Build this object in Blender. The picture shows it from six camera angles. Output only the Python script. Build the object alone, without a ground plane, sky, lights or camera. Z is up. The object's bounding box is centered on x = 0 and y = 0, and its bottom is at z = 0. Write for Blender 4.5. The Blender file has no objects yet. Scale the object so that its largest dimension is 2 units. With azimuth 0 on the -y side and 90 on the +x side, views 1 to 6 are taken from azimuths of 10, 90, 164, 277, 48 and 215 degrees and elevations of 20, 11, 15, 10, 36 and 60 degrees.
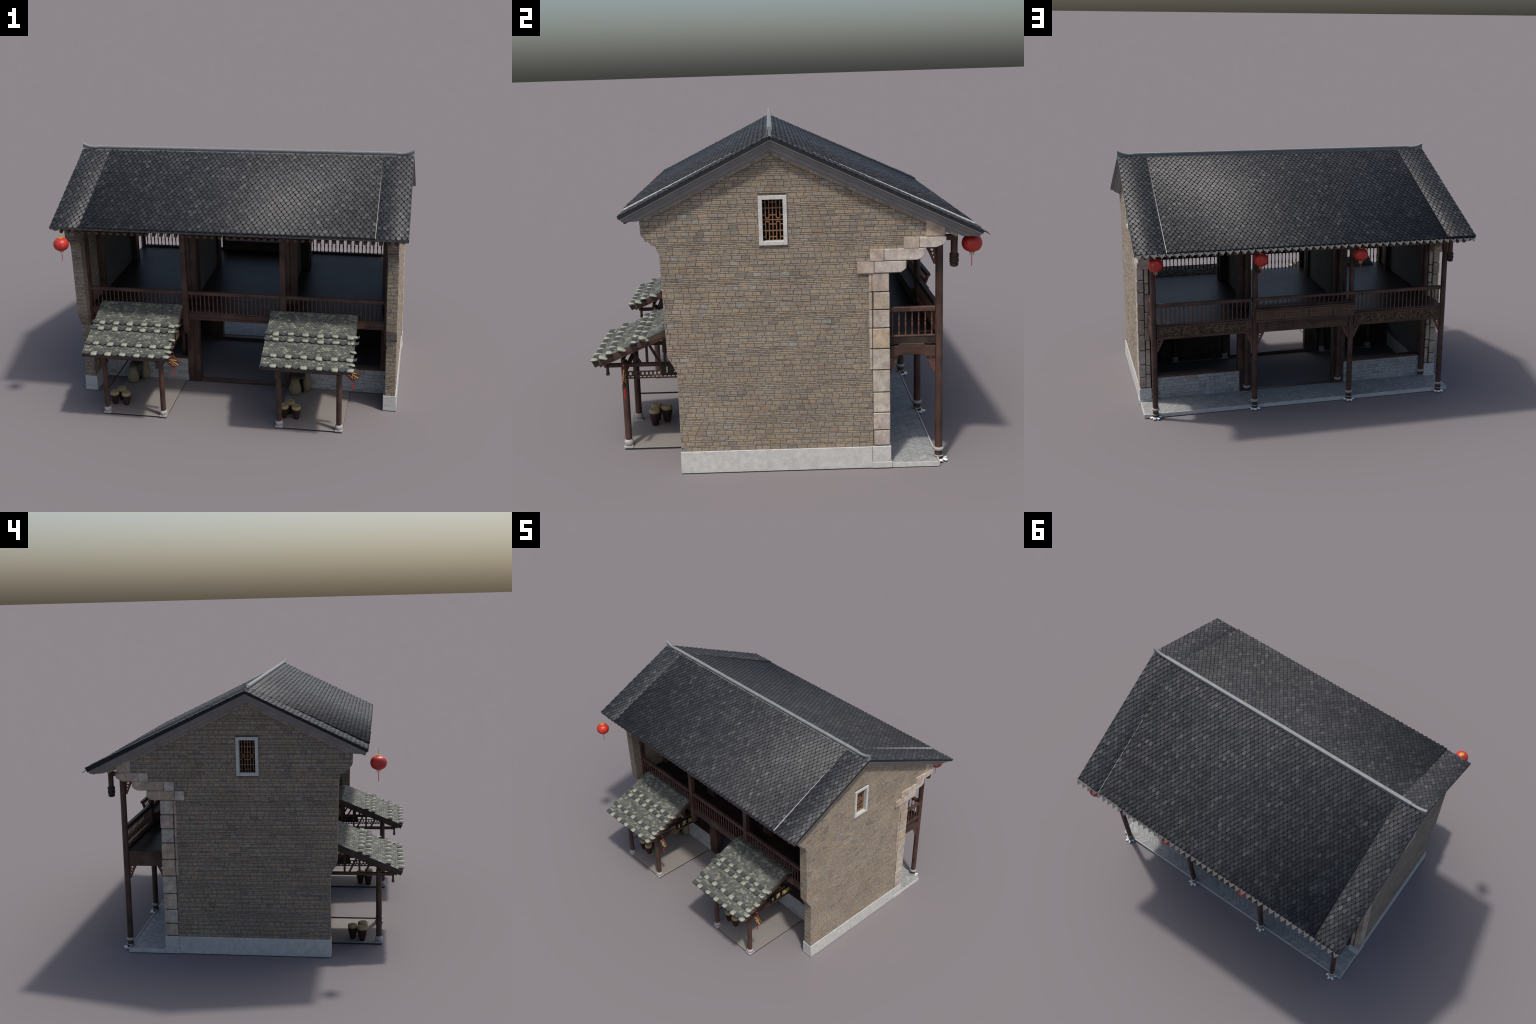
# Two-storey timber town house with brick gable walls, slate roof and two tea-stall awnings.
# Everything is modelled in the house's own frame; the root empties turn it by YAW.
import bpy, bmesh, math, random
from math import sin, cos, pi, radians, hypot
from mathutils import Vector, Matrix

random.seed(11)
YAW = radians(-0.7)

# ------------------------------------------------------------------ materials
def new_mat(name):
    m = bpy.data.materials.new(name); m.use_nodes = True
    nt = m.node_tree
    for n in list(nt.nodes): nt.nodes.remove(n)
    out = nt.nodes.new('ShaderNodeOutputMaterial')
    b = nt.nodes.new('ShaderNodeBsdfPrincipled')
    nt.links.new(b.outputs[0], out.inputs[0])
    return m, nt, b

def node(nt, kind, **kw):
    n = nt.nodes.new(kind)
    for k, v in kw.items():
        if k.startswith('_'): setattr(n, k[1:], v)
        else: n.inputs[k.replace('#', ' ')].default_value = v
    return n

def ramp(nt, fac, stops, interp='LINEAR'):
    r = nt.nodes.new('ShaderNodeValToRGB'); r.color_ramp.interpolation = interp
    e = r.color_ramp.elements
    while len(e) < len(stops): e.new(0.5)
    for el, (p, c) in zip(e, stops):
        el.position = p; el.color = (c[0], c[1], c[2], 1) if len(c) == 3 else c
    nt.links.new(fac, r.inputs[0]); return r.outputs[0]

def mix(nt, a, b, fac, mode='MIX'):
    n = nt.nodes.new('ShaderNodeMix'); n.data_type = 'RGBA'; n.blend_type = mode
    for v, i in ((fac, 0), (a, 6), (b, 7)):
        if hasattr(v, 'links'): nt.links.new(v, n.inputs[i])
        elif i == 0: n.inputs[0].default_value = v
        else: n.inputs[i].default_value = (v[0], v[1], v[2], 1)
    return n.outputs[2]

def coords(nt, scale=(1, 1, 1), rot=(0, 0, 0)):
    t = nt.nodes.new('ShaderNodeTexCoord'); mp = nt.nodes.new('ShaderNodeMapping')
    mp.inputs['Scale'].default_value = scale; mp.inputs['Rotation'].default_value = rot
    nt.links.new(t.outputs['Object'], mp.inputs[0]); return mp.outputs[0]

def noise(nt, vec, scale, detail=4, rough=0.6):
    n = node(nt, 'ShaderNodeTexNoise', Scale=scale, Detail=detail, Roughness=rough)
    nt.links.new(vec, n.inputs['Vector']); return n.outputs['Fac']

def bump(nt, b, h, strength=0.3, dist=0.002):
    n = node(nt, 'ShaderNodeBump', Strength=strength, Distance=dist)
    nt.links.new(h, n.inputs['Height']); nt.links.new(n.outputs[0], b.inputs['Normal'])

def island(nt):
    return nt.nodes.new('ShaderNodeNewGeometry').outputs['Random Per Island']

def grey(v, tint=(1, 1, 1)): return (v*tint[0], v*tint[1], v*tint[2])

def mat_plain(name, col, rough=0.7, var=0.25, scale=30, metal=0.0, spec=0.3, bmp=0.0):
    m, nt, b = new_mat(name)
    v = coords(nt); f = noise(nt, v, scale)
    c = ramp(nt, f, [(0.3, [x*(1-var) for x in col]), (0.7, [x*(1+var) for x in col])])
    nt.links.new(c, b.inputs['Base Color'])
    b.inputs['Roughness'].default_value = rough; b.inputs['Metallic'].default_value = metal
    b.inputs['Specular IOR Level'].default_value = spec
    if bmp: bump(nt, b, f, bmp)
    return m

def mat_wood(name, axis, col=(0.10, 0.048, 0.034), dark=(0.042, 0.029, 0.025), rough=0.55):
    m, nt, b = new_mat(name)
    sc = [70, 70, 70]; sc['xyz'.index(axis)] = 5
    v = coords(nt, sc); f = noise(nt, v, 1.0, 5, 0.65)
    c = ramp(nt, f, [(0.28, dark), (0.45, [(a+b_)/2 for a, b_ in zip(col, dark)]), (0.72, col)])
    sc2 = [14, 14, 14]; sc2['xyz'.index(axis)] = 9
    g = noise(nt, coords(nt, sc2), 1.0, 2)
    shade = ramp(nt, g, [(0.35, (0.55, 0.55, 0.55)), (0.6, (1.1, 1.1, 1.1))])
    c2 = mix(nt, c, shade, 1.0, 'MULTIPLY')
    nt.links.new(c2, b.inputs['Base Color'])
    b.inputs['Roughness'].default_value = rough; b.inputs['Specular IOR Level'].default_value = 0.35
    bump(nt, b, f, 0.25, 0.001)
    return m

def mat_pieces(name, stops, rough, mottle=0.3, scale=60, spec=0.3, bmp=0.35, speck=None, interp='LINEAR'):
    """colour picked at random for each loose piece, then mottled"""
    m, nt, b = new_mat(name)
    c = ramp(nt, island(nt), stops, interp)
    v = coords(nt); f = noise(nt, v, scale, 5, 0.7)
    sh = ramp(nt, f, [(0.3, grey(1-mottle)), (0.7, grey(1+mottle))])
    c = mix(nt, c, sh, 1.0, 'MULTIPLY')
    if speck:
        col, sc, lo, hi = speck
        k = ramp(nt, noise(nt, v, sc, 3, 0.7), [(lo, (0, 0, 0)), (hi, (1, 1, 1))])
        c = mix(nt, c, col, k)
    broad = ramp(nt, noise(nt, v, 6.0, 3), [(0.3, grey(0.86)), (0.7, grey(1.12))])
    c = mix(nt, c, broad, 1.0, 'MULTIPLY')
    nt.links.new(c, b.inputs['Base Color'])
    b.inputs['Roughness'].default_value = rough; b.inputs['Specular IOR Level'].default_value = spec
    bump(nt, b, f, bmp, 0.0015)
    return m

MAT = {}
MAT['brick'] = mat_pieces('wall_brick', [
    (0.0, (0.262, 0.220, 0.168)), (0.18, (0.252, 0.202, 0.152)), (0.34, (0.238, 0.205, 0.166)),
    (0.50, (0.278, 0.227, 0.162)), (0.64, (0.225, 0.198, 0.164)), (0.78, (0.256, 0.216, 0.171)),
    (0.90, (0.18, 0.16, 0.14)), (0.955, (0.25, 0.18, 0.13)), (0.97, (0.25, 0.24, 0.21))], 0.85,
    0.22, 70, 0.2, 0.5, ((0.10, 0.09, 0.085), 45, 0.66, 0.82), 'CONSTANT')
MAT['mortar'] = mat_plain('wall_mortar', (0.085, 0.07, 0.052), 0.95, 0.3, 60)
MAT['ashlar'] = mat_pieces('low_wall_stone', [(0, (0.33, 0.335, 0.34)), (0.35, (0.36, 0.36, 0.355)),
    (0.7, (0.31, 0.312, 0.312)), (0.95, (0.26, 0.245, 0.215))], 0.8, 0.18, 70, 0.3, 0.4, ((0.15, 0.14, 0.11), 16, 0.62, 0.8))
MAT['ashlar_joint'] = mat_plain('low_wall_joint', (0.10, 0.095, 0.085), 0.9)
MAT['quoin'] = mat_pieces('quoin_stone', [(0, (0.42, 0.38, 0.325)), (0.2, (0.42, 0.335, 0.235)), (0.45, (0.40, 0.325, 0.285)),
    (0.65, (0.44, 0.42, 0.375)), (0.82, (0.41, 0.315, 0.215)), (1, (0.33, 0.27, 0.22))], 0.8, 0.35, 26, 0.25, 0.6, ((0.30, 0.255, 0.20), 22, 0.52, 0.78))
MAT['granite'] = mat_plain('plinth_granite', (0.47, 0.465, 0.445), 0.75, 0.14, 45, 0, 0.3, 0.2)
MAT['cove'] = mat_plain('cove_plaster', (0.20, 0.198, 0.195), 0.8, 0.12, 14)
MAT['ridge'] = mat_plain('ridge_stone', (0.20, 0.208, 0.208), 0.55, 0.12, 30)
MAT['deckedge'] = mat_plain('eave_strip_clay', (0.05, 0.05, 0.052), 0.7)
MAT['deck'] = mat_plain('roof_bedding', (0.014, 0.015, 0.018), 0.8)
MAT['slate'] = mat_pieces('roof_slate', [(0, (0.026, 0.027, 0.030)), (0.35, (0.036, 0.037, 0.040)), (0.75, (0.047, 0.048, 0.052)),
    (0.95, (0.060, 0.061, 0.064)), (1.0, (0.088, 0.088, 0.088))], 0.52, 0.38, 90, 0.33, 0.5, ((0.19, 0.19, 0.185), 85, 0.62, 0.76))
MAT['slate_rim'] = mat_plain('roof_slate_dark_rim', (0.015, 0.016, 0.019), 0.7, 0.3, 60, 0, 0.2)
MAT['drip'] = mat_plain('eave_tile_clay', (0.095, 0.098, 0.097), 0.6, 0.25, 90, 0, 0.3, 0.3)
MAT['stall_slate'] = mat_pieces('stall_slate', [(0, (0.07, 0.076, 0.07)), (0.45, (0.10, 0.106, 0.094)), (0.78, (0.13, 0.135, 0.115)),
    (0.9, (0.19, 0.19, 0.155)), (1.0, (0.22, 0.22, 0.18))], 0.7, 0.3, 110, 0.3, 0.5)
MAT['stall_bed'] = mat_plain('stall_bedding', (0.045, 0.048, 0.045), 0.85)
MAT['cap'] = mat_plain('stall_cap_tile', (0.27, 0.275, 0.225), 0.7, 0.15, 70)
MAT['pan'] = mat_plain('stall_pan_tile', (0.055, 0.059, 0.057), 0.7, 0.35, 60)
for ax in 'xyz':
    MAT['wood'+ax] = mat_wood('wood_grain_'+ax, ax)
MAT['woodlight'] = mat_wood('wood_warm', 'z', (0.155, 0.068, 0.045), (0.07, 0.036, 0.026))
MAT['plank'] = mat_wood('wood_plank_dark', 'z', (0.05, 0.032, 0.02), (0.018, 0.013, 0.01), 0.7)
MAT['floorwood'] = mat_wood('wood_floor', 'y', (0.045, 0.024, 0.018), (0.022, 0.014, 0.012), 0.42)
MAT['carve'] = mat_plain('carved_gilt_wood', (0.17, 0.108, 0.058), 0.55, 0.3, 60)
MAT['carveback'] = mat_plain('carved_ground', (0.040, 0.025, 0.020), 0.7)
MAT['lattice'] = mat_plain('lattice_wood', (0.20, 0.105, 0.055), 0.6, 0.2, 60)
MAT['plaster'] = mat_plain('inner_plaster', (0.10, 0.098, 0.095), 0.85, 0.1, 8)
MAT['red'] = None
MAT['gold'] = mat_plain('lantern_gold', (0.55, 0.27, 0.02), 0.45, 0.15, 60, 0.2)
MAT['tassel'] = mat_plain('red_tassel', (0.50, 0.02, 0.02), 0.6, 0.1)
MAT['silver'] = mat_plain('pale_fringe', (0.5, 0.5, 0.52), 0.5, 0.1)
MAT['white'] = mat_plain('white_marble', (0.72, 0.72, 0.72), 0.5, 0.08)
MAT['bandstone'] = mat_plain('column_band_stone', (0.33, 0.33, 0.31), 0.7, 0.15)
MAT['basestone'] = mat_plain('post_base_stone', (0.36, 0.34, 0.335), 0.75, 0.25, 60, 0, 0.3, 0.3)
MAT['mat'] = mat_plain('stall_floor_cement', (0.205, 0.185, 0.172), 0.85, 0.04, 12)
MAT['matedge'] = mat_plain('stall_floor_edge', (0.03, 0.03, 0.035), 0.8)
MAT['signred'] = mat_plain('sign_board_red', (0.125, 0.036, 0.018), 0.6, 0.15, 40)
MAT['signblack'] = mat_plain('sign_board_black', (0.008, 0.008, 0.009), 0.4, 0.1)
MAT['signgold'] = mat_plain('sign_letter_gold', (0.52, 0.37, 0.16), 0.5, 0.15, 80)
MAT['drumskin'] = mat_plain('drum_skin', (0.36, 0.27, 0.14), 0.7, 0.15, 90)
MAT['drumwood'] = mat_wood('drum_wood', 'z', (0.055, 0.024, 0.018), (0.028, 0.016, 0.013), 0.5)
MAT['sack'] = mat_plain('burlap', (0.205, 0.17, 0.105), 0.95, 0.15, 120, 0, 0.1, 0.3)
MAT['crate'] = mat_wood('crate_wood', 'y', (0.09, 0.088, 0.06), (0.05, 0.052, 0.038), 0.8)
MAT['painted_glint'] = mat_plain('verge_glint_strip', (0.55, 0.55, 0.53), 0.5, 0.05)  # near-white paint for the sun glint along the right-hand roof step

def mat_lantern():
    m, nt, b = new_mat('lantern_red_silk')
    v = coords(nt)
    sep = nt.nodes.new('ShaderNodeSeparateXYZ'); nt.links.new(v, sep.inputs[0])
    at = node(nt, 'ShaderNodeMath', _operation='ARCTAN2')
    nt.links.new(sep.outputs[1], at.inputs[0]); nt.links.new(sep.outputs[0], at.inputs[1])
    s = node(nt, 'ShaderNodeMath', _operation='MULTIPLY'); nt.links.new(at.outputs[0], s.inputs[0]); s.inputs[1].default_value = 8
    c = node(nt, 'ShaderNodeMath', _operation='COSINE'); nt.links.new(s.outputs[0], c.inputs[0])
    n = noise(nt, v, 160, 2)
    a = node(nt, 'ShaderNodeMath', _operation='MULTIPLY'); nt.links.new(c.outputs[0], a.inputs[0]); nt.links.new(n, a.inputs[1])
    k = ramp(nt, a.outputs[0], [(0.52, (0, 0, 0)), (0.60, (1, 1, 1))])
    col = mix(nt, (0.43, 0.022, 0.017), (0.40, 0.13, 0.012), k)
    nt.links.new(col, b.inputs['Base Color'])
    b.inputs['Roughness'].default_value = 0.42
    return m
MAT['red'] = mat_lantern()

def mat_terrace():
    """chevron paving: bands with slanting slats that flip from band to band"""
    m, nt, b = new_mat('terrace_chevron_stone')
    t = nt.nodes.new('ShaderNodeTexCoord'); sep = nt.nodes.new('ShaderNodeSeparateXYZ')
    nt.links.new(t.outputs['Object'], sep.inputs[0])
    def M(op, a, bb=0.0):
        n = node(nt, 'ShaderNodeMath', _operation=op)
        for i, v in enumerate((a, bb)):
            if hasattr(v, 'links'): nt.links.new(v, n.inputs[i])
            else: n.inputs[i].default_value = v
        return n.outputs[0]
    band = M('DIVIDE', sep.outputs[1], 0.036)
    tri = M('PINGPONG', band, 1.0)
    line = M('FRACT', M('DIVIDE', M('ADD', sep.outputs[0], M('MULTIPLY', tri, 0.026)), 0.0135))
    joint = ramp(nt, line, [(0.0, grey(0.62)), (0.10, grey(1)), (0.92, grey(1)), (1.0, grey(0.62))])
    edge = ramp(nt, M('PINGPONG', band, 0.5), [(0.0, grey(0.66)), (0.05, grey(1))])
    idv = nt.nodes.new('ShaderNodeTexWhiteNoise'); idv.noise_dimensions = '2D'
    cmb = nt.nodes.new('ShaderNodeCombineXYZ')
    nt.links.new(M('FLOOR', M('DIVIDE', M('ADD', sep.outputs[0], M('MULTIPLY', tri, 0.026)), 0.0135)), cmb.inputs[0])
    nt.links.new(M('FLOOR', band), cmb.inputs[1]); nt.links.new(cmb.outputs[0], idv.inputs['Vector'])
    base = ramp(nt, idv.outputs[0], [(0, (0.21, 0.22, 0.222)), (1, (0.32, 0.325, 0.315))])
    c = mix(nt, mix(nt, base, joint, 1.0, 'MULTIPLY'), edge, 1.0, 'MULTIPLY')
    nt.links.new(c, b.inputs['Base Color']); b.inputs['Roughness'].default_value = 0.8
    return m
MAT['terrace'] = mat_terrace()

# ------------------------------------------------------------------ mesh builder
class Shape:
    def __init__(s): s.v = []; s.f = []; s.m = []
    def add(s, verts, faces, mi=0):
        o = len(s.v); s.v += [tuple(p) for p in verts]
        s.f += [tuple(i+o for i in f) for f in faces]; s.m += [mi]*len(faces)
    def box(s, x0, x1, y0, y1, z0, z1, mi=0, rot=None, pivot=None):
        vs = [Vector((x, y, z)) for z in (z0, z1) for y in (y0, y1) for x in (x0, x1)]
        if rot is not None:
            pv = Vector(pivot) if pivot else Vector(((x0+x1)/2, (y0+y1)/2, (z0+z1)/2))
            vs = [pv + rot @ (p-pv) for p in vs]
        s.add(vs, [(0, 2, 3, 1), (4, 5, 7, 6), (0, 1, 5, 4), (2, 6, 7, 3), (0, 4, 6, 2), (1, 3, 7, 5)], mi)
    def beam(s, a, b, w, h, mi=0, up=(0, 0, 1)):
        a, b = Vector(a), Vector(b); d = (b-a).normalized(); u = Vector(up)
        r = d.cross(u)
        if r.length < 1e-4: r = d.cross(Vector((1, 0, 0)))
        r.normalize(); u = r.cross(d)
        vs = [p + r*(i*w/2) + u*(j*h/2) for p in (a, b) for j in (-1, 1) for i in (-1, 1)]
        s.add(vs, [(0, 1, 3, 2), (4, 6, 7, 5), (0, 4, 5, 1), (2, 3, 7, 6), (0, 2, 6, 4), (1, 5, 7, 3)], mi)
    def rod(s, a, b, r, n=8, mi=0, r2=None):
        a, b = Vector(a), Vector(b); d = (b-a).normalized()
        x = d.orthogonal().normalized(); y = d.cross(x); r2 = r if r2 is None else r2
        vs = []
        for p, rr in ((a, r), (b, r2)):
            for i in range(n):
                t = 2*pi*i/n; vs.append(p + x*(rr*cos(t)) + y*(rr*sin(t)))
        fs = [(i, (i+1) % n, n+(i+1) % n, n+i) for i in range(n)]
        fs += [tuple(range(n-1, -1, -1)), tuple(range(n, 2*n))]
        s.add(vs, fs, mi)
    def lathe(s, prof, n=16, c=(0, 0, 0), mi=0, squash=None, cap=True):
        """prof: list of (radius, z)"""
        vs = []
        for r, z in prof:
            for i in range(n):
                t = 2*pi*i/n; k = squash(t, z) if squash else 1
                vs.append((c[0]+r*k*cos(t), c[1]+r*k*sin(t), c[2]+z))
        fs = []
        for j in range(len(prof)-1):
            for i in range(n):
                fs.append((j*n+i, j*n+(i+1) % n, (j+1)*n+(i+1) % n, (j+1)*n+i))
        if cap:
            fs.append(tuple(range(n-1, -1, -1))); fs.append(tuple(range((len(prof)-1)*n, len(prof)*n)))
        s.add(vs, fs, mi)
    def sweep(s, sections, closed=True, mi=0):
        """loft through equal-length rings"""
        n = len(sections[0]); vs = [p for r in sections for p in r]; fs = []
        for j in range(len(sections)-1):
            for i in range(n if closed else n-1):
                fs.append((j*n+i, j*n+(i+1) % n, (j+1)*n+(i+1) % n, (j+1)*n+i))
        if closed:
            fs.append(tuple(range(n-1, -1, -1))); fs.append(tuple(range((len(sections)-1)*n, len(sections)*n)))
        s.add(vs, fs, mi)

def mesh_of(name, sh, mats, angle=0.6, bevel=0.0, fix=True):
    me = bpy.data.meshes.new(name); me.from_pydata(sh.v, [], sh.f); me.validate()
    for k in mats: me.materials.append(MAT[k])
    if len(me.polygons) == len(sh.m): me.polygons.foreach_set('material_index', sh.m)
    if fix or bevel:
        bm = bmesh.new(); bm.from_mesh(me)
        if fix: bmesh.ops.recalc_face_normals(bm, faces=bm.faces)
        if bevel:
            ed = [e for e in bm.edges if len(e.link_faces) == 2 and e.calc_face_angle(0) > 0.7]
            bmesh.ops.bevel(bm, geom=ed, offset=bevel, segments=1, affect='EDGES', profile=0.5, clamp_overlap=True)
        bm.to_mesh(me); bm.free()
    if angle:
        me.polygons.foreach_set('use_smooth', [True]*len(me.polygons)); me.set_sharp_from_angle(angle=angle)
    return me

def put(name, me, parent, loc=(0, 0, 0), rot=(0, 0, 0), scale=(1, 1, 1), stuff=False):
    ob = bpy.data.objects.new(name, me); bpy.context.scene.collection.objects.link(ob)
    ob.location = loc; ob.rotation_euler = rot; ob.scale = scale
    if parent: ob.parent = parent
    if stuff: ob['kind'] = 'stuff'
    return ob

def part(name, sh, mats, parent, angle=0.6, bevel=0.0, stuff=False, **kw):
    return put(name, mesh_of(name, sh, mats, angle, bevel), parent, stuff=stuff, **kw)

def outline(name, loops, depth, mat):
    """flat shape with holes, from 2D loops (first outer), thickness along local z"""
    cu = bpy.data.curves.new(name, 'CURVE'); cu.dimensions = '2D'; cu.fill_mode = 'BOTH'; cu.extrude = depth/2
    for lp in loops:
        sp = cu.splines.new('POLY'); sp.points.add(len(lp)-1); sp.use_cyclic_u = True
        for p, q in zip(sp.points, lp): p.co = (q[0], q[1], 0, 1)
    ob = bpy.data.objects.new(name, cu); bpy.context.scene.collection.objects.link(ob)
    dg = bpy.context.evaluated_depsgraph_get()
    me = bpy.data.meshes.new_from_object(ob.evaluated_get(dg)); me.name = name
    bpy.data.objects.remove(ob); bpy.data.curves.remove(cu)
    me.materials.clear(); me.materials.append(MAT[mat])
    return me

def thing(name, label, category, loc=(0, 0, 0)):
    e = bpy.data.objects.new(name, None); bpy.context.scene.collection.objects.link(e)
    e.empty_display_size = 0.1
    e.location = Matrix.Rotation(YAW, 3, 'Z') @ Vector(loc); e.rotation_euler = (0, 0, YAW)
    e['label'] = label; e['category'] = category
    return e

HOUSE = thing('timber_town_house', 'two storey timber house with brick gables, slate roof and awnings', 'house')

# ------------------------------------------------------------------ main dimensions
RY, RZ = -0.026, 1.4155           # ridge
FY, FZ = -0.640, 1.114           # front eave
BY, BZ = 0.820, 1.0145            # back eave
RX = 0.989                       # half length of roof
SX = 0.815                       # where the verge strips begin
WO, WI = 0.937, 0.877            # gable wall outer / inner face
FLOOR = 0.552                    # upper floor level
def roof_z(y):
    return RZ + (FZ-RZ)*(RY-y)/(RY-FY) if y < RY else RZ + (BZ-RZ)*(y-RY)/(BY-RY)

# ------------------------------------------------------------------ roof
class Slope:
    def __init__(s, y1, z1):
        s.r = Vector((0, RY, RZ)); s.e = Vector((0, y1, z1)); s.d = (s.e-s.r).normalized()
        s.L = (s.e-s.r).length; s.n = Vector((0, -s.d.z, s.d.y)) if s.d.y > 0 else Vector((0, s.d.z, -s.d.y))
    def at(s, x, t, h=0.0):       # t = distance up from the eave
        p = s.e - s.d*t + s.n*h; return Vector((x, p.y, p.z))
FRONT, BACK = Slope(FY, FZ), Slope(BY, BZ)

def slab_normal(sl, x, t, x0, x1, lean, spill):
    """shading normals bent on flat panels to set a light-to-dark gradient toward ends and eave"""
    w = (2*x-(x0+x1))/(x1-x0); k = 1-t/sl.L
    v = sl.n + Vector((1, 0, 0))*(lean*w*(0.35+0.65*k)) + sl.d*(spill*k)
    return v.normalized()

def lay_slates(sl, x0, x1, lift, lean, spill, pitch=0.0300, row=0.0232, rng=random.Random(3)):
    sh = Shape(); i = 0; t = -0.002
    while t < sl.L-0.006:
        ln = min(row*1.55, sl.L-t)
        n = int((x1-x0)/pitch)+3
        for j in range(-1, n):
            cx = x0 + (j + (0.5 if i % 2 else 0.0))*pitch + rng.uniform(-.0012, .0012)
            w = pitch/2-rng.uniform(.0012, .0024); dt = rng.uniform(-.0012, .0012); hh = rng.uniform(.0028, .0044)
            sk = rng.uniform(-.0012, .0012)
            pts = [(-w, ln), (-w, row*0.80), (-w*0.84, row*0.42), (-w*0.45, row*0.11), (w*0.05, 0.0+sk),
                   (w*0.50, row*0.13), (w*0.87, row*0.45), (w, row*0.80), (w, ln)]
            us = [min(max(cx+p[0], x0), x1) for p in pts]
            if max(us)-min(us) < 0.004: continue
            rim = rng.uniform(.0011, .0019)
            ins = [(q[0]*(1-rim/w), q[1] if k in (0, 8) else q[1]+rim*(1.25 if 2 < k < 6 else .8)) for k, q in enumerate(pts)]
            iu = [min(max(cx+p[0], x0), x1) for p in ins]
            top = []; low = []; inn = []
            for u, p, u2, p2 in zip(us, pts, iu, ins):
                tt = t+dt+p[1]; base = lift*(1-tt/sl.L)
                top.append(sl.at(u, tt, base+hh*(1-p[1]/ln)+0.0004)); low.append(sl.at(u, tt, base-0.001))
                inn.append(sl.at(u2, t+dt+p2[1], base+hh*(1-p2[1]/ln)+0.0008))
            k = 9; o = len(sh.v)
            sh.v += [tuple(q) for q in top+low+inn]
            sh.f.append(tuple(o+2*k+q for q in range(k))); sh.m.append(0)
            for q in range(k-1):
                sh.f.append((o+q, o+q+1, o+2*k+q+1, o+2*k+q)); sh.m.append(1)
                sh.f.append((o+q+1, o+q, o+k+q, o+k+q+1)); sh.m.append(1)
        t += row; i += 1
    me = bpy.data.meshes.new('roof_slates'); me.from_pydata(sh.v, [], sh.f)
    me.materials.append(MAT['slate']); me.materials.append(MAT['slate_rim'])
    me.polygons.foreach_set('material_index', sh.m)
    bm = bmesh.new(); bm.from_mesh(me)
    for f in bm.faces:
        if f.normal.dot(sl.n) < -0.3: f.normal_flip()
    bm.to_mesh(me); bm.free()
    me.polygons.foreach_set('use_smooth', [True]*len(me.polygons))
    me.edges.foreach_set('use_edge_sharp', [True]*len(me.edges))
    out = [None]*len(me.loops)
    for p in me.polygons:
        flat = p.normal.dot(sl.n) > 0.7
        for li in p.loop_indices:
            if flat:
                q = me.vertices[me.loops[li].vertex_index].co
                t = (sl.e-Vector((0, q.y, q.z))).dot(sl.d)
                out[li] = slab_normal(sl, q.x, t, x0, x1, lean, spill)
            else: out[li] = Vector(p.normal)
    me.normals_split_custom_set([tuple(v) for v in out])
    return me

deck = Shape()
LIFT = {0: (0.0, .008, 0.0), 1: (.009, .003, -.003)}    # left strip, main field, right strip: rise at the eave
for sl, q in ((FRONT, 0), (BACK, 1)):
    for x0, x1, lift in ((-RX, -SX, LIFT[q][0]), (-SX, SX, LIFT[q][1]), (SX, RX, LIFT[q][2])):
        a = [sl.at(x0, 0, lift-.001), sl.at(x1, 0, lift-.001), sl.at(x1, sl.L, -.001), sl.at(x0, sl.L, -.001)]
        b = [sl.at(x0, 0, -.013), sl.at(x1, 0, -.013), sl.at(x1, sl.L, -.013), sl.at(x0, sl.L, -.013)]
        deck.sweep([a, b])
ROOF = part('roof', deck, ['deck'], HOUSE, angle=0)
for sl, seed, q in ((FRONT, 3, 0), (BACK, 8, 1)):
    for x0, x1, lift, lean, spill in ((-RX, -SX, LIFT[q][0], .80, .25), (-SX, SX, LIFT[q][1], 1.30, .50), (SX, RX, LIFT[q][2], .80, .25)):
        put('roof_slates', lay_slates(sl, x0, x1, lift, lean, spill, rng=random.Random(seed+int(x0*50))), ROOF, stuff=True)
painted_glint = Shape()
for sl in (FRONT, BACK):
    p = []
    for t, w in ((0, .0012), (sl.L*0.45, .0010), (sl.L*0.85, .0003)):
        h = (.008 if sl is FRONT else .005)*(1-t/sl.L)
        p.append([sl.at(SX-.0005, t, h+.0015), sl.at(SX+w, t, h+.001), sl.at(SX+w, t, -.001), sl.at(SX-.0005, t, -.001)])
    painted_glint.sweep(p)
part('verge_glint_strip', painted_glint, ['painted_glint'], ROOF, angle=0)

# boarding and rafters beneath
board = Shape()
for sl in (FRONT, BACK):
    a = [sl.at(-0.93, .006, -.014), sl.at(.93, .006, -.014), sl.at(.93, sl.L, -.014), sl.at(-.93, sl.L, -.014)]
    b = [sl.at(-0.93, .006, -.020), sl.at(.93, .006, -.020), sl.at(.93, sl.L, -.020), sl.at(-.93, sl.L, -.020)]
    board.sweep([a, b])
part('roof_boarding', board, ['woody'], ROOF, angle=0)
for sl, t0 in ((FRONT, -.002), (BACK, .004)):
    r = Shape(); r.rod(sl.at(0, t0, -.0310), sl.at(0, sl.L-.01, -.0310), .0110, 8)
    me = mesh_of('rafter', r, ['woody'])
    for i in range(46): put('rafter', me, ROOF, loc=(-.9273+.0412*i, 0, 0))
pur = Shape()
for y in (-0.41, -0.24, -0.026, 0.20, 0.43, 0.66):
    pur.rod((-.93, y, roof_z(y)-.056), (.93, y, roof_z(y)-.056), .017, 10)
part('purlin', pur, ['woodx'], ROOF)

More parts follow.
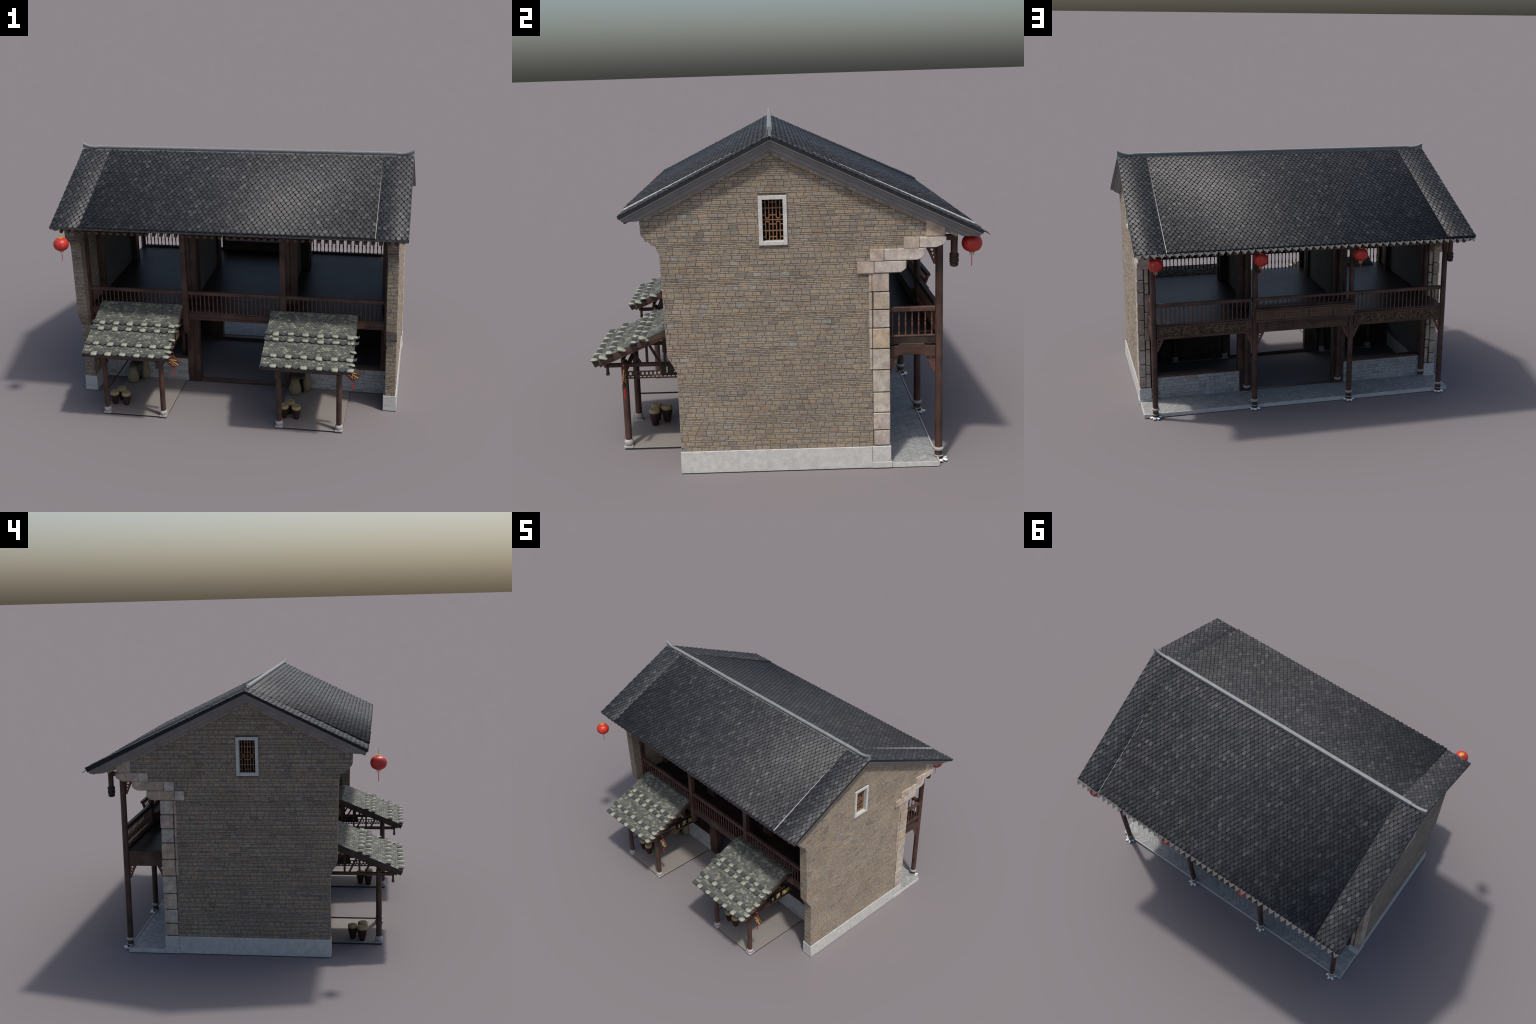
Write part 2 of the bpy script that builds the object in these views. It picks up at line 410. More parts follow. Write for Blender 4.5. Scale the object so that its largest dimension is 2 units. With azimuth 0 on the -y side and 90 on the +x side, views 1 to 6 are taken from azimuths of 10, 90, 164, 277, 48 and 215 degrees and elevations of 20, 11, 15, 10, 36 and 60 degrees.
# eave tiles hanging along the back edge: folded pointed drips
d = Shape(); w = 0.0195
rows = []
for k, (t, hw, dz, dy) in enumerate(((0, w, 0.0, 0.0), (.3, w*.86, -.0055, .0085), (.6, w*.52, -.011, .017), (.85, w*.2, -.0155, .024), (1, .0006, -.0185, .0285))):
    ring = []
    for u in (-1, -.6, -.25, 0, .25, .6, 1):
        ring.append((u*hw, dy+.004*(1-u*u)*(1-t), dz-.0045*(1-u*u)*(1-t)))
    rows.append(ring)
ring_all = [r + [(p[0], p[1]-.0022, p[2]-.0016) for p in reversed(r)] for r in rows]
d.sweep(ring_all)
me = mesh_of('eave_tile', d, ['drip'], 0.9)
n = 48
for i in range(n):
    x = -.9684 + .0412*i
    p = BACK.at(x, -.001, 0.001)
    put('eave_tile', me, ROOF, loc=p, rot=(random.uniform(-.06, .06), 0, random.uniform(-.03, .03)))
# thin clay strip on the front edge
s = Shape(); s.beam(FRONT.at(-RX, -.001, -.004), FRONT.at(RX, -.001, -.004), .005, .011)
part('eave_strip', s, ['deckedge'], ROOF, angle=0)

# ridge with upturned ends
prof = [(-.0125, .0), (-.0125, .006), (-.0075, .008), (-.0075, .015), (-.0115, .019), (-.0105, .026), (-.005, .029),
        (.005, .029), (.0105, .026), (.0115, .019), (.0075, .015), (.0075, .008), (.0125, .006), (.0125, 0)]
ZR = RZ-.008
s = Shape(); s.sweep([[(x, RY+p[0], ZR+p[1]) for p in prof] for x in (-.89, .89)])
RIDGE = part('ridge', s, ['ridge'], ROOF, bevel=0)
for sg in (-1, 1):
    s = Shape(); secs = []
    for x, k, lift, ht in ((.888, .80, .0, .86), (.915, .78, .0, .84), (.94, .78, .002, .88), (.962, .80, .005, .98), (.978, .85, .010, 1.05), (.989, .80, .015, 1.06)):
        secs.append([(sg*x, RY+p[0]*k, ZR+p[1]*ht+(lift if p[1] > .012 else lift*.25)) for p in prof])
    s.sweep(secs); part('ridge_end', s, ['ridge'], ROOF, angle=0.5)

# plaster cove and a course of edge bricks along each verge
cove = [(RX-.001, -.012), (RX-.001, -.016), (.972, -.017), (.966, -.026), (.964, -.033), (.957, -.036), (.952, -.043), (.951, -.051), (.9445, -.054), (.944, -.058), (.930, -.058), (.930, -.012)]
for sg in (-1, 1):
    for sl in (FRONT, BACK):
        s = Shape()
        secs = []
        for t in (0.0, sl.L):
            ring = []
            for x, h in cove:
                p = sl.at(sg*x, t, h)
                if t: # mitre at the ridge plane
                    q = sl.at(sg*x, 0, h); f = (RY-q.y)/(p.y-q.y); p = q+(p-q)*f
                elif h < -.03:
                    p = sl.at(sg*x, .060*(-h-.03)/.028, h)
                ring.append(p)
            secs.append(ring)
        s.sweep(secs); part('verge_cove', s, ['cove'], ROOF, angle=0.4)
        s = Shape(); t = .078
        rg = random.Random(5)
        while t < sl.L-.018:
            ln = rg.uniform(.011, .02)
            pts = [sl.at(sg*x, tt, h) for tt in (t+.0008, t+ln) for x, h in ((.932, -.058), (.9435, -.058), (.9435, -.069), (.932, -.069))]
            s.add(pts, [(0, 1, 2, 3), (7, 6, 5, 4), (0, 4, 5, 1), (1, 5, 6, 2), (2, 6, 7, 3), (3, 7, 4, 0)]); t += ln
        part('verge_brick_course', s, ['brick'], ROOF, angle=0, stuff=True)

# ------------------------------------------------------------------ gable walls
PL = 0.095     # plinth height
def wall_front(z):   # front edge of the gable wall at height z
    pts = [(0, -.438), (.445, -.440), (.447, -.446), (.468, -.452), (.505, -.474), (.52, -.478), (.95, -.489), (.962, -.498), (.984, -.503),
           (.985, -.522), (1.002, -.526), (1.003, -.545), (1.02, -.550), (1.026, -.560), (1.30, -.568)]
    for (a, b), (c, e) in zip(pts, pts[1:]):
        if a <= z <= c: return b+(e-b)*(z-a)/(c-a)
    return pts[-1][1]
def wall_back(z):
    pts = [(0, .441), (.845, .441), (.8451, .47), (.895, .48), (.8951, .55), (.944, .56), (.9441, .62), (.99, .655), (.9901, .665), (1.3, .665)]
    for (a, b), (c, e) in zip(pts, pts[1:]):
        if a <= z <= c: return b+(e-b)*(z-a)/(c-a)
    return pts[-1][1]
TOPH = -.056/FRONT.n.z
def roof_lim(z):   # y range still below the cove at height z
    zz = z-TOPH
    if zz >= RZ: return None
    return RY-(RZ-zz)*(RY-FY)/(RZ-FZ), RY+(RZ-zz)*(BY-RY)/(RZ-BZ)
def wall_range(z):
    f, b = wall_front(z), wall_back(z); r = roof_lim(z)
    if r is None: return None
    return max(f, r[0]), min(b, r[1])
WY0, WY1, WZ0, WZ1 = -.081, .035, .973, 1.176     # gable window

def brick_courses(rg, z0, z1):
    pat = [.0165, .0075]*5 + [.0075, .0085, .0065, .008]
    z = z0; i = 0; rows = []
    while z < z1-.003:
        h = pat[i % len(pat)]*rg.uniform(.93, 1.07); rows.append((z, min(z+h, z1))); z += h; i += 1
    return rows

def brick_skin(sh, rows, rng_of, place, rg, holes=(), joint=.0011, proud=.0022):
    """bricks in courses; place(u, z, h) -> point, rng_of(z) -> (u0, u1) or None"""
    for z0, z1 in rows:
        a, b = rng_of(z0+.0002), rng_of(z1-.0002)
        if a is None or b is None or min(a[1], b[1])-max(a[0], b[0]) < .004: continue
        u = min(a[0], b[0])-rg.uniform(0, .03); end = max(a[1], b[1])
        tall = z1-z0 > .012
        while u < end:
            ln = rg.uniform(.026, .043) if tall else rg.uniform(.028, .052)
            p0, p1 = u+joint/2, u+ln-joint/2; u += ln
            spans = [(p0, p1)]
            for hu0, hu1, hz0, hz1 in holes:
                if z1 > hz0 and z0 < hz1:
                    spans = [q for s0, s1 in spans for q in ((s0, min(s1, hu0)), (max(s0, hu1), s1)) if q[1]-q[0] > .003]
            for s0, s1 in spans:
                lo = (max(s0, a[0]), min(s1, a[1])); hi = (max(s0, b[0]), min(s1, b[1]))
                if lo[1]-lo[0] < .002 and hi[1]-hi[0] < .002: continue
                lo = (min(lo[0], max(lo[1], a[0])), lo[1]) ; hi = (min(hi[0], max(hi[1], b[0])), hi[1])
                if lo[1] < lo[0] or hi[1] < hi[0]: continue
                h = proud*rg.uniform(.55, 1.15); ZA, ZB = z0+joint/2, z1-joint/2; c = .0009
                j = [rg.uniform(-.0006, .0006) for _ in range(4)]
                base = [place(lo[0], ZA, 0), place(lo[1], ZA, 0), place(hi[1], ZB, 0), place(hi[0], ZB, 0)]
                top = [place(lo[0]+c, ZA+c+j[0], h), place(lo[1]-c, ZA+c+j[1], h), place(hi[1]-c, ZB-c+j[2], h), place(hi[0]+c, ZB-c+j[3], h)]
                sh.add(base+top, [(4, 5, 6, 7), (0, 1, 5, 4), (1, 2, 6, 5), (2, 3, 7, 6), (3, 0, 4, 7)])

core_loop = []
zs = [0, .445, .447, .468, .505, .52, .95, .962, .984, .985, 1.002, 1.003, 1.02, 1.026]
front_edge = [(wall_front(z)+.0015, z) for z in zs]
zf = next(z/1000 for z in range(1030, 1400) if roof_lim(z/1000)[0] >= wall_front(z/1000))
zb = next(z/1000 for z in range(991, 1400) if roof_lim(z/1000)[1] <= wall_back(z/1000))
zbk = [0, .845, .8451, .895, .8951, .944, .9441, .99, .9901]
core_loop = front_edge + [(wall_front(zf)+.0015, zf), (RY, RZ+TOPH), (wall_back(zb)-.0015, zb)] + [(wall_back(z)-.0015, z) for z in reversed(zbk)]
win_loop = [(WY0+.012, WZ0+.012), (WY1-.012, WZ0+.012), (WY1-.012, WZ1-.012), (WY0+.012, WZ1-.012)]
core_me = outline('gable_wall', [core_loop, win_loop], WO-WI-.003, 'mortar')
B90 = Matrix(((0, 0, 1, 0), (1, 0, 0, 0), (0, 1, 0, 0), (0, 0, 0, 1)))   # (y,z) drawing -> upright plane
core_me.transform(B90)

# lattice pattern in the gable window: long bars, broken rails and a central cross
lat = Shape()
def bar(y0, z0, y1, z1, w=.0042):
    x = 0
    if abs(y0-y1) < 1e-6: lat.box(-.002, .002, y0-w/2, y0+w/2, min(z0, z1), max(z0, z1))
    else: lat.box(-.0017, .0023, min(y0, y1), max(y0, y1), z0-w/2, z0+w/2)
LY0, LY1, LZ0, LZ1 = WY0+.012, WY1-.012, WZ0+.012, WZ1-.012
H = LZ1-LZ0; W = LY1-LY0
Y = lambda f: LY0+W*f
Z = lambda f: LZ0+H*f
for yy, sp in ((.03, [(0, 1)]), (.97, [(0, 1)]), (.5, [(0, 1)]), (.18, [(.06, .46), (.54, .96)]), (.82, [(.06, .46), (.54, .96)]),
               (.34, [(0, .46), (.54, 1)]), (.66, [(0, .46), (.54, 1)])):
    for a, b in sp: bar(Y(yy), Z(a), Y(yy), Z(b))
for zz, sp in ((.02, [(0, 1)]), (.98, [(0, 1)]), (.11, [(0, .18), (.34, .66), (.82, 1)]), (.25, [(0, 1)]), (.40, [(0, .18), (.34, .66), (.82, 1)]),
               (.46, [(.18, .34), (.66, .82)]), (.50, [(0, 1)]), (.54, [(.18, .34), (.66, .82)]), (.61, [(0, .18), (.34, .66), (.82, 1)]),
               (.77, [(0, 1)]), (.90, [(0, .18), (.34, .66), (.82, 1)]), (.96, [(.18, .34), (.66, .82)])):
    for a, b in sp: bar(Y(a), Z(zz), Y(b), Z(zz))
lat_me = mesh_of('window_lattice', lat, ['lattice'], 0, fix=False)

for sg in (-1, 1):
    rg = random.Random(40+sg)
    wall = put('gable_wall', core_me, HOUSE, loc=(sg*(WO+WI)/2, 0, 0))
    off = -sg*(WO+WI)/2
    sh = Shape()
    rows = brick_courses(rg, PL, 1.40)
    xo = WO-.0018
    brick_skin(sh, rows, lambda z: (lambda r: None if r is None else (r[0], r[1] if z > .85 else min(r[1], .374)))(wall_range(z)),
               lambda u, z, h: (sg*(xo+h)+off, u, z), rg, [(WY0, WY1, WZ0, WZ1)])
    # narrow front and back faces
    brick_skin(sh, [r for r in rows if r[1] < 1.12], lambda z: (WI+.001, WO-.001), lambda u, z, h: (sg*u+off, wall_front(z)+.0012-h, z), rg)
    # inner face visible behind the balcony
    brick_skin(sh, [r for r in rows if r[1] < 1.25], lambda z: (wall_front(z), min(-.235, roof_lim(z)[1])) if roof_lim(z) and roof_lim(z)[0] < wall_front(z)+.05 else None,
               lambda u, z, h: (sg*(WI+.0015-h)+off, u, z), rg)
    part('wall_bricks', sh, ['brick'], wall, angle=0, stuff=True)
    # granite plinth, thicker toward the front
    s = Shape()
    x0, x1 = WI-.010, WO+.004
    ring = lambda y, e, top: [(sg*x0+off, y, 0), (sg*(x1+e)+off, y, 0), (sg*(x1+e*.2)+off, y, top), (sg*x0+off, y, top)]
    s.sweep([ring(-.4415, .004, PL), ring(.37, .0005, PL)])
    part('plinth', s, ['granite'], wall, angle=0, bevel=.0015)
    # quoin stones of the rear pier
    s = Shape(); zq = [.099, .168, .246, .335, .432, .523, .612, .69, .765, .8445]
    for a, b in zip(zq, zq[1:]):
        e = rg.uniform(-.002, .002)
        split = WI+.026; y1 = .446+e
        s.box(sg*split+sg*.0015+off, sg*(WO+.007+e)+off, .378+rg.uniform(-.003, .003), y1, a+.0025, b-.0015)
        if b > .45: s.box(sg*(WO-.004)+off, sg*(WO+.004)+off, .362, .3745, a+.002, b-.0015)
    zq = [.099]
    while zq[-1] < .78: zq.append(zq[-1]+rg.uniform(.05, .11))
    zq.append(.8445)
    for a, b in zip(zq, zq[1:]):
        s.box(sg*(WI-.002)+off, sg*(WI+.022+rg.uniform(-.003, .003))+off, .40, .444+rg.uniform(-.002, .002), a+.0025, b-.0015)
    part('quoin', s, ['quoin'], wall, angle=0.5, bevel=.004)
    s = Shape()
    s.box(sg*(WI-.008)+off, sg*(WO+.009)+off, .368, .453, 0, .028); s.box(sg*(WI-.005)+off, sg*(WO+.006)+off, .371, .449, .0285, .097)
    part('pier_base', s, ['granite'], wall, angle=0.5, bevel=.002)
    # corbel stones stepping out under the rear eave
    for y0, y1, z0, z1, ch in ((.314, .516, .8455, .893, .022), (.366, .592, .8955, .9435, .028), (.504, .678, .945, .989, .04)):
        ys = [y0, y0+rg.uniform(.05, .07), y1]
        for k in range(2):
            s = Shape(); a, b = ys[k]+.001, ys[k+1]-.001; xa, xb = sg*(WI-.003)+off, sg*(WO+.0085)+off
            c = ch if k else 0; cz = (z1-z0)*.42 if k else 0
            pr = [(a, z0), (b-c, z0), (b-c*.35, z0+cz*.55), (b, z0+cz+.0001), (b, z1), (a, z1)]
            s.sweep([[(xa, p[0], p[1]) for p in pr], [(xb, p[0], p[1]) for p in pr]])
            part('corbel_stone', s, ['quoin'], wall, angle=0.5, bevel=.0022)
    s = Shape(); pr = [(.596, .9905), (.672, .9905), (.672, 1.030), (.596, 1.063)]
    s.sweep([[(sg*(WI-.003)+off, *p) for p in pr], [(sg*(WO+.008)+off, *p) for p in pr]])
    part('corbel_stone', s, ['quoin'], wall, angle=0.5, bevel=.003)
    # stone window surround and lattice
    s = Shape(); x0, x1 = sg*(WO-.034)+off, sg*(WO+.007)+off; f = .0165
    for a in ((WY0, WY0+f, WZ0, WZ1), (WY1-f, WY1, WZ0, WZ1), (WY0+f, WY1-f, WZ0, WZ0+f), (WY0+f, WY1-f, WZ1-f, WZ1)):
        s.box(min(x0, x1), max(x0, x1), a[0], a[1], a[2], a[3])
    part('window_frame', s, ['granite'], wall, angle=0, bevel=.001)
    put('window_lattice', lat_me, wall, loc=(sg*(WO-.019)+off, 0, 0))
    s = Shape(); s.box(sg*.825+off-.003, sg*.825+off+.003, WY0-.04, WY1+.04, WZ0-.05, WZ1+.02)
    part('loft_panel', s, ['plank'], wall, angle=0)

# ------------------------------------------------------------------ ground floor
s = Shape(); s.box(-.935, .935, .427, .650, .0, .0185)
TERR = part('terrace', s, ['terrace'], HOUSE, angle=0)
s = Shape(); s.box(-.937, .937, .6505, .656, 0, .0215); s.box(.9355, .941, .452, .65, 0, .0195); s.box(-.941, -.9355, .452, .65, 0, .0195)
part('terrace_kerb', s, ['granite'], TERR, angle=0)

def stone_blocks(sh, rg, u0, u1, z0, z1, place):
    z = z0
    while z < z1-.004:
        h = rg.choice((.017, .021, .026)); h = z1-z if z1-z-h < .010 else h
        u = u0-rg.uniform(0, .04)
        while u < u1:
            ln = rg.uniform(.028, .075); a, b = max(u, u0)+.0005, min(u+ln, u1)-.0005; u += ln
            if b-a < .004: continue
            cuts = [(z, z+h)]
            if rg.random() < .22 and h > .02: cuts = [(z, z+h*.5), (z+h*.5, z+h)]
            for q0, q1 in cuts:
                p = rg.uniform(.0012, .0020); c = .0006; k0, k1 = q0+.0004, q1-.0004
                base = [place(a, k0, 0), place(b, k0, 0), place(b, k1, 0), place(a, k1, 0)]
                top = [place(a+c, k0+c, p), place(b-c, k0+c, p), place(b-c, k1-c, p), place(a+c, k1-c, p)]
                sh.add(base+top, [(4, 5, 6, 7), (0, 1, 5, 4), (1, 2, 6, 5), (2, 3, 7, 6), (3, 0, 4, 7)])
        z += h
for sg in (-1, 1):
    for yo, yi, xi, hw in ((-.240, -.204, .345, .151), (.430, .390, .335, .152)):
        c = Shape(); c.box(min(sg*xi, sg*.868), max(sg*xi, sg*.868), min(yo, yi), max(yo, yi), 0, hw)
        low = part('low_wall', c, ['ashlar_joint'], HOUSE, angle=0)
        rg = random.Random(int(70+sg*3+yo*10)); b = Shape(); dr = -1 if yo < yi else 1
        stone_blocks(b, rg, min(sg*xi, sg*.868), max(sg*xi, sg*.868), .001, hw-.0005, lambda u, z, h: (u, yo+dr*h, z))
        stone_blocks(b, rg, min(yo, yi), max(yo, yi), .001, hw-.0005, lambda u, z, h: (sg*(xi-h), u, z))
        part('wall_stones', b, ['ashlar'], low, angle=0, stuff=True)
        p = Shape(); n = 16
        for i in range(n):
            a = xi+(.868-xi)*i/n; bb = xi+(.868-xi)*(i+1)/n-.0015
            yq = yi-dr*.001
            p.box(min(sg*a, sg*bb), max(sg*a, sg*bb), min(yq, yq-dr*.005), max(yq, yq-dr*.005), .006, hw-.001)
        part('wainscot', p, ['plank'], low, angle=0)
        w = Shape(); w.box(min(sg*(xi-.004), sg*.868), max(sg*(xi-.004), sg*.868), min(yo, yi)-.002, max(yo, yi)+.002, hw+.0005, hw+.012)
        part('window_sill', w, ['woodx'], low, angle=0, bevel=.0015)

# wall posts running through both floors, door thresholds, tie beams
s = Shape()
for sg in (-1, 1):
    for y0, y1 in ((-.242, -.200), (.380, .428)):
        for a, b, zz in ((.2620, .2995, 0.0), (.3005, .3420, .003), (.838, .876, .004)):
            top = roof_z((y0+y1)/2)-.045
            s.box(min(sg*a, sg*b), max(sg*a, sg*b), y0+zz, y1-zz, 0, top)
FRAME = part('timber_frame', s, ['woodz'], HOUSE, angle=0, bevel=.002)
s = Shape()
for y0, y1 in ((-.235, -.203), (.384, .424)):
    s.box(-.2615, .2615, y0, y1, 0, .0165)
part('threshold', s, ['woodx'], FRAME, angle=0, bevel=.002)
s = Shape()
for y in (-.221, .404): s.box(-.875, .875, y-.015, y+.015, .485, .530)
part('tie_beam', s, ['woodx'], FRAME, angle=0, bevel=.002)
# plaster partitions upstairs and wall lining
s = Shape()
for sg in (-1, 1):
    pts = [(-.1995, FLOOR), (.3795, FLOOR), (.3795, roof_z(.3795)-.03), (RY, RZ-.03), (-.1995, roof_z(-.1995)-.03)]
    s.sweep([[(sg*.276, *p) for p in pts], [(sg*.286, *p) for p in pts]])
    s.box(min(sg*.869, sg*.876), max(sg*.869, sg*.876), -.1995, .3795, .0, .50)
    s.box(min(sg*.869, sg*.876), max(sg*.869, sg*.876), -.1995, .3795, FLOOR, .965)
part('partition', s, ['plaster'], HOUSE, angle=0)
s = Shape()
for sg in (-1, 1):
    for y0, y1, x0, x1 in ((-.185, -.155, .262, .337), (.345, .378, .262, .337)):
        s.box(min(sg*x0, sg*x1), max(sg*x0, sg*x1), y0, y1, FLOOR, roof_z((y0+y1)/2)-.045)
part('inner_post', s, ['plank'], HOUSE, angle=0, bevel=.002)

# ------------------------------------------------------------------ upper floor
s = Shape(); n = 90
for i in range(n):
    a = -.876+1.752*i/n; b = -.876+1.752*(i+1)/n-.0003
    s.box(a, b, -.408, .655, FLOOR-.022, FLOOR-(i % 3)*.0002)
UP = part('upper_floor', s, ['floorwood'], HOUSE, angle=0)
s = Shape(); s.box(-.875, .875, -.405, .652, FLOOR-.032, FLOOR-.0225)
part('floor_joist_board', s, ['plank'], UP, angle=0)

bal = Shape()
bal.lathe([(.0042, 0), (.0042, .012), (.0026, .016), (.0034, .030), (.0044, .048), (.0046, .056), (.0030, .066), (.0028, .069), (.0046, .072), (.0030, .075), (.0032, .095), (.0042, .108), (.0042, .116)], 8)
bal_me = mesh_of('baluster', bal, ['woodlight'], 0.9)

PX = (-.8785, -.2925, .2860, .8785)
# front gallery
s = Shape()
for x in PX:
    top = roof_z(-.41)-.035
    s.box(x-.0155, x+.0155, -.4255, -.3945, .452, top)
    s.box(x-.013, x+.013, -.423, -.397, .4365, .4515); s.box(x-.0155, x+.0155, -.4255, -.3945, .417, .436)
    s.box(x-.010, x+.010, -.420, -.400, .405, .4165)
GAL = part('gallery_post', s, ['woodz'], HOUSE, angle=0, bevel=.0015)
s = Shape()
for a, b in zip(PX, PX[1:]):
    a += .0158; b -= .0158
    s.box(a, b, -.420, -.400, .656, .676); s.box(a, b, -.4185, -.4015, .5405, .549); s.box(a, b, -.422, -.398, .514, .540)
RAILF = part('balustrade', s, ['woodx'], HOUSE, angle=0, bevel=.002)
for a, b in zip(PX, PX[1:]):
    for i in range(22):
        x = a+.0146+.0253*i+(.012 if a < -.5 else 0)
        if x < b-.018: put('baluster', bal_me, RAILF, loc=(x, -.410, .5485), rot=(0, 0, random.random()*3), scale=(1, 1, .93))
s = Shape(); s.box(-.866, .866, -.423, -.397, .50, .5135)
part('gallery_beam', s, ['woodx'], RAILF, angle=0, bevel=.0015)

# rear gallery: round columns on marble petals
CX = (-.8765, -.292, .292, .8765); CY = .660
col = Shape(); col.lathe([(.0165, .018), (.0165, .052), (.0165, .50), (.0158, 1.01)], 12)
col_me = mesh_of('column', col, ['woodz'], 0.9)
band = Shape()
def ringband(z, r, h):
    band.lathe([(r*.86, z-h), (r, z-h*.5), (r, z+h*.5), (r*.86, z+h)], 14)
ringband(.0545, .0225, .0075); ringband(.0235, .0205, .0022)
band_me = mesh_of('column_band', band, ['bandstone'], 0.9)
ft = Shape(); ft.lathe([(.0195, .0085), (.0195, .017), (.0168, .0205)], 14)
ft_me = mesh_of('column_foot', ft, ['plank'], 0.9)
pet = Shape()
for k in range(6):
    t = 2*pi*k/6+.2; c, q = cos(t), sin(t)
    P = lambda r, w, z: (r*c-w*q, r*q+w*c, z)
    pet.add([P(.012, -.008, .009), P(.012, .008, .009), P(.031, .0085, .0035), P(.036, 0, .009), P(.031, -.0085, .0035), P(.022, 0, .0115), P(.022, 0, .0)],
            [(0, 5, 1), (1, 5, 2), (2, 5, 3), (3, 5, 4), (4, 5, 0), (1, 6, 0), (2, 6, 1), (3, 6, 2), (4, 6, 3), (0, 6, 4)])
pet.lathe([(.019, 0.0005), (.021, .009)], 12)
pet_me = mesh_of('marble_petal_base', pet, ['white'], 0)
hang = Shape(); hang.lathe([(.0145, .058), (.0145, .20)], 12)
hang_me = mesh_of('pendant_post', hang, ['woodz'], 0.9)
hk = Shape(); hk.lathe([(.010, 0), (.0165, .004), (.0175, .012), (.0150, .015), (.0185, .019), (.0185, .032), (.0165, .036), (.0185, .041), (.0185, .052), (.0150, .058)], 16,
                       squash=lambda t, z: 1+.10*cos(8*t+z*300))
hk_me = mesh_of('pendant_carving', hk, ['plank'], 0.4)
# pierced corner bracket
def arc(cx, cy, rx, ry, a0, a1, n=9): return [(cx+rx*cos(a0+(a1-a0)*i/(n-1)), cy+ry*sin(a0+(a1-a0)*i/(n-1))) for i in range(n)]
br_me = outline('corner_bracket', [[(0, 0), (.040, 0), (.037, -.008), (.026, -.030), (.016, -.052), (.007, -.074), (0, -.074)],
    [(.007, -.008), (.013, -.011), (.016, -.007), (.021, -.011), (.017, -.018), (.010, -.020)],
    [(.007, -.026), (.012, -.024), (.015, -.028), (.012, -.035), (.008, -.034)],
    [(.005, -.042), (.009, -.040), (.0095, -.047), (.006, -.052)]], .006, 'woodlight')
br_me.transform(Matrix(((1, 0, 0, 0), (0, 0, 1, 0), (0, 1, 0, 0), (0, 0, 0, 1))))
COLS = []
for x in CX:
    c = put('column', col_me, HOUSE, loc=(x, CY, 0)); COLS.append(c)
    put('column_band', band_me, c); put('column_foot', ft_me, c); put('marble_petal_base', pet_me, c, loc=(0, .006, 0), rot=(0, 0, x))
    put('pendant_post', hang_me, c, loc=(-.004, .062, .849)); put('pendant_carving', hk_me, c, loc=(-.004, .062, .849))
    for sx in (-1, 1):
        if abs(x+sx*.3) < .9:
            put('corner_bracket', br_me, c, loc=(sx*.0163, 0, .474), scale=(sx, 1, 1))
    put('corner_bracket', br_me, c, loc=(0, -.0165, .474), rot=(0, 0, -pi/2))
    put('corner_bracket', br_me, c, loc=(0, -.0165, .937), rot=(0, 0, -pi/2), scale=(1, 1, 1))
    s = Shape(); s.box(x-.010, x+.010, .445, .735, .962, .985)
    part('eave_bracket_beam', s, ['woody'], HOUSE, angle=0, bevel=.0015)
# inner rear columns beside the door and pier
in_me = mesh_of('inner_column', (lambda q: (q.lathe([(.0165, .018), (.0165, .055), (.016, 1.08)], 12), q)[1])(Shape()), ['woodz'], 0.9)
for x, y in ((-.852, .436), (-.292, .4445), (.292, .4445), (.852, .436)):
    c = put('inner_column', in_me, HOUSE, loc=(x, y, 0)); put('column_band', band_me, c)
s = Shape()
for y in (.660, .722): s.rod((-.90, y, roof_z(y)-.052), (.90, y, roof_z(y)-.052), .014, 10)
part('eave_purlin', s, ['woodx'], HOUSE)

# rear balustrade
s = Shape()
for a, b in ((CX[0]+.0168, CX[1]-.0168), (CX[2]+.0168, CX[3]-.0168)):
    s.box(a, b, .650, .672, .664, .684); s.box(a, b, .652, .670, .555, .564)
s.box(.8665, .8865, .4505, .6435, .664, .684); s.box(.868, .885, .4505, .6435, .554, .5625)
RAILB = part('balustrade', s, ['woodx'], HOUSE, angle=0, bevel=.002)
for a, b in ((CX[0], CX[1]), (CX[2], CX[3])):
    for i in range(21): put('baluster', bal_me, RAILB, loc=(a+.030+.0255*i, .661, .5635), rot=(0, 0, random.random()*3), scale=(1, 1, .87))
for i in range(7):
    put('baluster', bal_me, RAILB, loc=(.8765, .465+.165*i/6, .562), rot=(0, 0, i), scale=(1, 1, .885))
# carved fascia of the side bays
def scrolls(sh, rg, x0, x1, z0, z1, y, n, r0=.004, r1=.0095):
    for _ in range(n):
        cx, cz = rg.uniform(x0+.005, x1-.005), rg.uniform(z0+.004, z1-.004)
        r = rg.uniform(r0, r1); a0 = rg.random()*6.28; turn = rg.choice((-1, 1))*rg.uniform(3.2, 5.6); w = .0016
        pts = []
        for k in range(10):
            f = k/9; rr = r*(1-.75*f); t = a0+turn*f
            pts.append((min(max(cx+rr*cos(t), x0), x1), min(max(cz+rr*sin(t), z0), z1), rr))
        ring = []
        for k, (px, pz, rr) in enumerate(pts):
            q = pts[min(k+1, 9)]; p = pts[max(k-1, 0)]; dx, dz = q[0]-p[0], q[1]-p[1]; l = hypot(dx, dz) or 1
            nx, nz = -dz/l*w, dx/l*w
            ring.append([(px-nx, y, pz-nz), (px-nx*.6, y+.0022, pz-nz*.6), (px+nx*.6, y+.0022, pz+nz*.6), (px+nx, y, pz+nz)])
        sh.sweep(ring)
